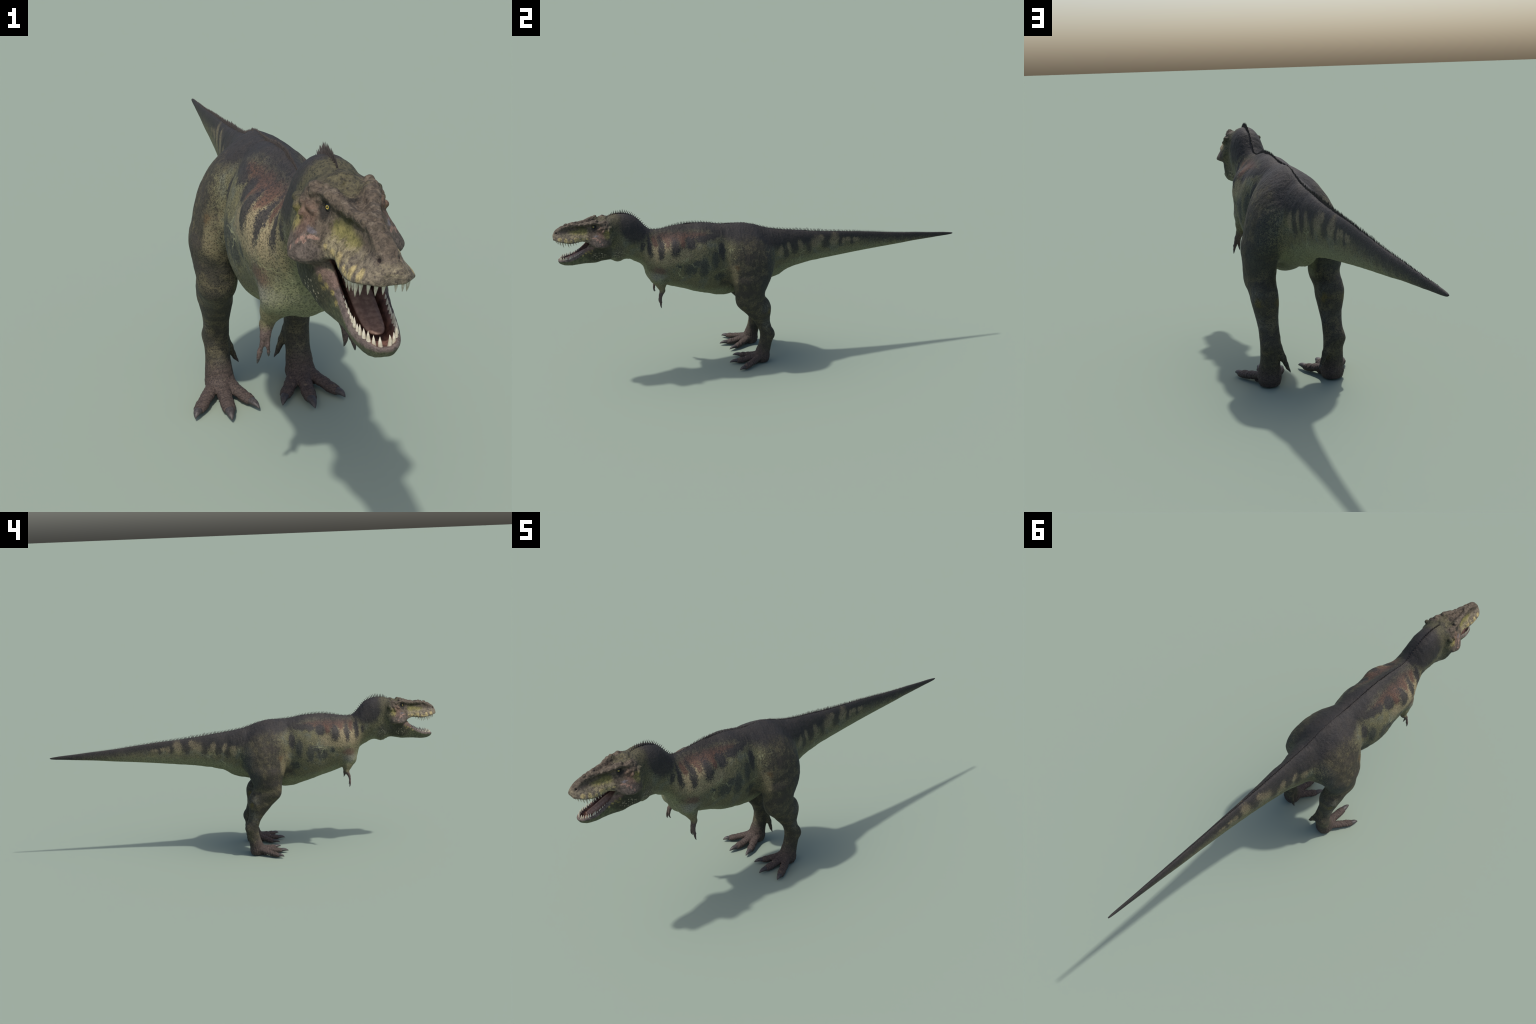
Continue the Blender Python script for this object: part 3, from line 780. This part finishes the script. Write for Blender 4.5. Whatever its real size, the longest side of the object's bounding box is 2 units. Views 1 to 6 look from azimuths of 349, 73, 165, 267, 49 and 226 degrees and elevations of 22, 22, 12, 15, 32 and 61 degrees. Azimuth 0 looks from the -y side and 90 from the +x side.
SKIN = hide_material("scaly_hide", False)
FACE = hide_material("face_hide", True)
N, c, f, P, r, s = flesh("mouth_skin", (.075, .040, .034), (.20, .105, .080), 90, .5)
GUM = N.finish(c, r, s, f, .3, .001)
N, c, f, P, r, s = flesh("tongue_flesh", (.150, .090, .066), (.235, .150, .112), 130, .55)
TONGUE_MAT = N.finish(c, r, s, N.noise(P, 500, 2), .35, .0008)
N, c, f, P, r, s = flesh("claw_horn", (.028, .024, .023), (.062, .053, .050), 160, .55)
CLAW = N.finish(c, r, .5, f, .25, .0006)
N, c, f, P, r, s = flesh("tooth_ivory", (.42, .38, .28), (.62, .58, .47), 160, .35)
TOOTH = N.finish(c, r, .5)
N, c, f, P, r, s = flesh("spine_horn", (.026, .022, .020), (.070, .054, .047), 3, .6)
SPINE = N.finish(c, r, .3)
N, c, f, P, r, s = flesh("eye_dark", (.008, .007, .006), (.014, .012, .010), 300, .12)
EYE_DARK = N.finish(c, r, .6)
N, c, f, P, r, s = flesh("iris_gold", (.52, .36, .05), (.75, .58, .14), 700, .3)
IRIS = N.finish(c, r, .5)


# ------------------------------------------------------------------ split the body into parts
cen = verts[quads].mean(1); cx, cy, cz = np.abs(cen[:, 0]), cen[:, 1], cen[:, 2]
side = np.where(cen[:, 0] >= 0, 0, 1)
code = np.full(len(quads), 0)   # 0 torso
line = -.555 - (.690 - cz) * .29
code[(cy < line) & (cz > .47)] = 1  # neck
code[(cy > .03 + (.63 - cz) * .10)] = 2  # tail
hd = cy < -.738
code[hd] = 3  # head
jawline = np.interp(cy, [-1, -.87, -.85, -.82, -.79, -.738], [.645, .648, .655, .652, .648, .652])
code[hd & (cz < jawline)] = 4  # lower jaw
sk = np.array([s[1][7] for s in SKULL]); skp = np.array([s[1][9] for s in SKULL]); sky = [s[0] for s in SKULL]
jk = np.array([s[1][3] for s in JAW]); jf = np.array([s[1][0] for s in JAW]); jy = [s[0] for s in JAW]
lipx = np.interp(cy, sky, sk[:, 0]); lipz = np.interp(cy, sky, sk[:, 1]); palz = np.interp(cy, sky, skp[:, 1])
rimx = np.interp(cy, jy, jk[:, 0]); rimz = np.interp(cy, jy, jk[:, 1]); floz = np.interp(cy, jy, jf[:, 1])
tt = np.clip((cz - rimz) / np.maximum(lipz - rimz, 1e-3), 0, 1)
wall = rimx + (lipx - rimx) * tt
inside = hd & (cy > -.992) & (cy < -.765) & (cx < wall + .0015) & (cz > floz - .006) & (cz < palz + .007) & \
    ~((cz > .66) & (cx > wall - .0015) & (cz < lipz - .001)) & ((cz < lipz + .001) | (cx < np.interp(cy, sky, [s[1][8][0] for s in SKULL]) + .007))
code[inside & ~((cz < .62) & (cy < -.9715)) & ~((cz > .64) & (cy < -.986))] = 5
lf = limb_f(cx, cy, cz)
fo = ((cz < .15) & (cy > -.25)) | ((lf < .006) & (cz < .585) & (cy > -.25)) | ((cz < .33) & (cy > -.25))
code[fo] = 6
code[fo & (cz < .085)] = 7
for a, b in zip(HALLUX[0][1:-1], HALLUX[0][2:]):
    code[fo & (cone_f(cx, cy, cz, a, b) < .003) & (cz < .1)] = 7
af = np.minimum(cone_f(cx, cy, cz, *ARM[:2]), cone_f(cx, cy, cz, *ARM[1:])) < .003
code[((cy < -.45) & (cz < .452) & (cy > -.62) & af & (cx > .045)) | ((cz < .412) & (cy < -.5) & (cy > -.56) & (cx > .055))] = 8
code[(code == 8) & (cz < .392)] = 9


def part(name, c, parent, mat, sd=None):
    m = code == c
    if sd is not None: m &= side == sd
    q = quads[m]; ids, inv = np.unique(q, return_inverse=True)
    return mesh_object(name, verts[ids], inv.reshape(q.shape), mat, parent, nrm[ids])


torso = part("torso", 0, root, SKIN)
neck = part("neck", 1, root, SKIN)
tail = part("tail", 2, root, SKIN)
head = part("head", 3, root, FACE)
part("lower_jaw", 4, head, FACE)
part("mouth_lining", 5, head, GUM)
legs, arms = [], []
for sd in (0, 1):
    leg = part("leg", 6, root, SKIN, sd); legs.append(leg); part("foot", 7, leg, SKIN, sd)
    arm = part("arm", 8, root, SKIN, sd); arms.append(arm); part("hand", 9, arm, SKIN, sd)


# ------------------------------------------------------------------ horn, teeth, eyes
def curved_cone(p0, p1, p2, r0, flat=1.0, rings=9, sides=12, bulge=.35, up=(0, 0, 1), power=.85):
    """A tapering horn along a quadratic curve, r0 wide at its base."""
    p0, p1, p2 = (np.array(p, float) for p in (p0, p1, p2))
    v, faces = [], []
    for i in range(rings):
        t = i / (rings - 1); p = (1 - t) ** 2 * p0 + 2 * t * (1 - t) * p1 + t * t * p2
        d = 2 * (1 - t) * (p1 - p0) + 2 * t * (p2 - p1); d /= np.linalg.norm(d)
        u = np.cross(d, up); u /= max(np.linalg.norm(u), 1e-6); w = np.cross(u, d)
        r = r0 * max((1 - t) ** power + bulge * t * (1 - t) * 1.2, .03)
        for k in range(sides):
            a = 2 * math.pi * k / sides
            v.append(p + u * math.cos(a) * r * flat + w * math.sin(a) * r)
    for i in range(rings - 1):
        for k in range(sides):
            k2 = (k + 1) % sides
            faces.append((i * sides + k, i * sides + k2, (i + 1) * sides + k2, (i + 1) * sides + k))
    v.append(p2); tip = len(v) - 1; v.append(p0 - (p1 - p0) * .02); bot = len(v) - 1; b = (rings - 1) * sides
    for k in range(0, sides, 2):
        faces.append((b + k, b + (k + 1) % sides, b + (k + 2) % sides, tip))
        faces.append(((k + 2) % sides, (k + 1) % sides, k, bot))
    return np.array(v), np.array(faces)


for sd, sgn in ((0, 1), (1, -1)):
    S = np.array((sgn, 1, 1))
    for js, tip in list(TOES.values()) + [HALLUX]:
        e = np.array(js[-1][:3]); r = js[-1][3]; tip = np.array(tip); d = e - np.array(js[-2][:3]); d /= np.linalg.norm(d)
        big = js is not HALLUX[0]
        p0 = e + d * r * .45 + np.array((0, 0, .0012 if big else 0))
        p1 = p0 + (tip - p0) * .60 + np.array((0, 0, .0085 if big else .004))
        v, fc = curved_cone(p0 * S, p1 * S, tip * S, r * (.60 if big else .76), rings=12, sides=16, flat=1.28 if big else .95, power=.72)
        mesh_object("toe_claw", v, fc, CLAW, legs[sd])
    for js, tip in FINGERS.values():
        e = np.array(js[-1][:3]); r = js[-1][3]; tip = np.array(tip)
        p1 = e + (tip - e) * .6 + np.array((0, -.0022, 0))
        v, fc = curved_cone(e * S, p1 * S, tip * S, r * .85, rings=8, sides=10)
        mesh_object("finger_claw", v, fc, CLAW, arms[sd])

# teeth follow the lip and the jaw rim
def along(curve, u):
    c = np.array(curve, float); s = np.r_[0, np.cumsum(np.linalg.norm(np.diff(c, axis=0), axis=1))]
    return np.array([np.interp(u * s[-1], s, c[:, i]) for i in range(3)])


UPPER = [(.002, -.9895, .684), (.013, -.9875, .684), (.0245, -.981, .683), (.0315, -.970, .681), (.0355, -.954, .678), (.0370, -.935, .675), (.0370, -.910, .676), (.0365, -.885, .679), (.0365, -.866, .681)]
LOWER = [(.003, -.973, .579), (.012, -.970, .580), (.019, -.962, .582), (.0245, -.950, .584), (.0275, -.935, .586), (.029, -.915, .593), (.030, -.895, .604), (.031, -.876, .616)]
U_LEN = [.0200, .0225, .0205, .0240, .0300, .0220, .0260, .0245, .0200, .0200, .0150, .0120, .0090]
L_LEN = [.0150, .0155, .0170, .0175, .0170, .0145, .0165, .0115, .0110, .0105, .0100, .0085, .0075]
TOOTH_MESH = {}
for sgn in (1, -1):
    for row, curve, lens in (("upper", UPPER, U_LEN), ("lower", LOWER, L_LEN)):
        n = len(lens)
        for i, L in enumerate(lens):
            u = (i + .5) / n + random.uniform(-.012, .012)
            p = along(curve, np.clip(u, 0, 1)); t = along(curve, min(u + .03, 1)) - along(curve, max(u - .03, 0)); t /= np.linalg.norm(t)
            L *= random.uniform(.93, 1.07)
            dz = -1 if row == "upper" else 1
            base = p - np.array((0, 0, dz * .004))
            tipv = p + np.array((0, 0, dz * L)) + np.array((.08 * L, .22 * L, 0)) * (1 if row == "upper" else .6)
            mid = (base + tipv) / 2 + np.array((.09 * L, -.08 * L, 0))
            S = np.array((sgn, 1, 1))
            r = .0010 + L * .105 if row == "upper" else .0014 + L * .140
            v, fc = curved_cone(base * S, mid * S, tipv * S, r, flat=.85, rings=9, sides=12, bulge=.75, power=.8, up=(t * S).tolist())
            mesh_object("tooth", v, fc, TOOTH, head)

# tongue
tv, tf = [], []
TONGUE = [(-.800, .625, .018, .006), (-.830, .624, .0185, .0065), (-.860, .614, .019, .0065), (-.890, .600, .0185, .006), (-.915, .5905, .017, .0055), (-.932, .5865, .0145, .0048), (-.942, .5855, .010, .0038), (-.9465, .5855, .004, .002)]
for y, z, w, h in TONGUE:
    for k in range(24):
        a = 2 * math.pi * k / 24; ca, sa = math.cos(a), math.sin(a)
        dent = .0022 * math.exp(-(ca / .35) ** 2) * (sa > 0) * w / .018
        tv.append((w * math.copysign(abs(ca) ** .75, ca), y, z + h * math.copysign(abs(sa) ** .8, sa) - dent))
for i in range(len(TONGUE) - 1):
    for k in range(24):
        k2 = (k + 1) % 24; tf.append((i * 24 + k, i * 24 + k2, (i + 1) * 24 + k2, (i + 1) * 24 + k))
b = (len(TONGUE) - 1) * 24
for k in range(1, 11): tf.append((b + k, b + k + 1, b + 23 - k, b + 24 - k))
o = mesh_object("tongue", tv, tf, TONGUE_MAT, head)
sub = o.modifiers.new("smooth", "SUBSURF"); sub.levels = sub.render_levels = 2

# eyes: ball with a raised iris ring and pupil
def disc_patch(c, look, R, r0, r1, lift, n=28):
    look = look / np.linalg.norm(look); u = np.cross(look, (0, 0, 1)); u /= np.linalg.norm(u); w = np.cross(u, look)
    v, fc = [], []
    rings = 4
    for i in range(rings):
        r = r0 + (r1 - r0) * i / (rings - 1)
        for k in range(n):
            a = 2 * math.pi * k / n
            v.append(c + look * (math.sqrt(max(R * R - r * r, 0)) + lift) + (u * math.cos(a) + w * math.sin(a)) * r)
    for i in range(rings - 1):
        for k in range(n):
            k2 = (k + 1) % n; fc.append((i * n + k, (i + 1) * n + k, (i + 1) * n + k2, i * n + k2))
    return v, fc


def ball(c, R, nu=24, nv=16):
    v, fc = [], []
    for i in range(nv + 1):
        b = math.pi * (i + .02) / (nv + .04)
        for k in range(nu):
            a = 2 * math.pi * k / nu; v.append(c + R * np.array((math.sin(b) * math.cos(a), math.sin(b) * math.sin(a), math.cos(b))))
    for i in range(nv):
        for k in range(nu):
            k2 = (k + 1) % nu; fc.append((i * nu + k, (i + 1) * nu + k, (i + 1) * nu + k2, i * nu + k2))
    return v, fc


for sgn in (1, -1):
    S = np.array((sgn, 1, 1))
    eye = mesh_object("eye", *ball(EYE_AT * S, EYE_R), EYE_DARK, head)
    mesh_object("iris", *disc_patch(EYE_AT * S, EYE_LOOK * S, EYE_R, .0017, .0031, .0003), IRIS, head)

# spines down the whole back
SPINE_LEN = ([-.752, -.742, -.728, -.705, -.690, -.668, -.645, -.615, -.580, -.545, -.500, -.450, -.400, -.320, -.200, -.100, -.020, .04, .10, .17, .25, .33, .45, .60, .75, .88, .95],
             [.004, .008, .0135, .013, .0155, .012, .0095, .008, .0074, .0058, .0066, .0088, .0098, .0082, .0068, .0066, .0062, .007, .0090, .0115, .0118, .009, .0075, .006, .0045, .003, .002])
variants = []
for k in range(6):
    v, fc = curved_cone((0, 0, -.25), (0, random.uniform(-.05, .02), .45), (random.uniform(-.05, .05), random.uniform(.10, .24), 1), .20, flat=.85, rings=6, sides=8, bulge=.45, up=(0, 1, 0))
    me = bpy.data.meshes.new("dorsal_spine"); me.from_pydata(v.tolist(), [], fc.tolist()); me.update()
    me.polygons.foreach_set("use_smooth", np.full(len(me.polygons), True)); me.materials.append(SPINE); variants.append(me)
y = -.7525; count = 0
while y < .955 and count < 290:
    L = float(np.interp(y, *SPINE_LEN)) * random.uniform(1.25, 1.65)
    z0 = float(trunk_at(np.array([y]))[0, 0]); z1 = float(trunk_at(np.array([y + .006]))[0, 0])
    slope = math.atan2(z1 - z0, .006)
    par = neck if y < -.56 else torso if y < .03 else tail
    o = bpy.data.objects.new("dorsal_spine", random.choice(variants))
    w = (.0104 + .25 * max(L - .008, 0)) * (1 if y < .5 else .8)
    o.matrix_world = Matrix.Translation((random.uniform(-.0006, .0006), y, z0 - .0012)) @ Matrix.Rotation(slope * .75 - random.uniform(.02, .16), 4, 'X') @ Matrix.Diagonal((w * 1.1, w, L, 1))
    link(o, par); count += 1
    y += random.uniform(.0066, .0078) if y < .45 else random.uniform(.0062, .0074)
print("verts", len(verts), "quads", len(quads), "spines", count)
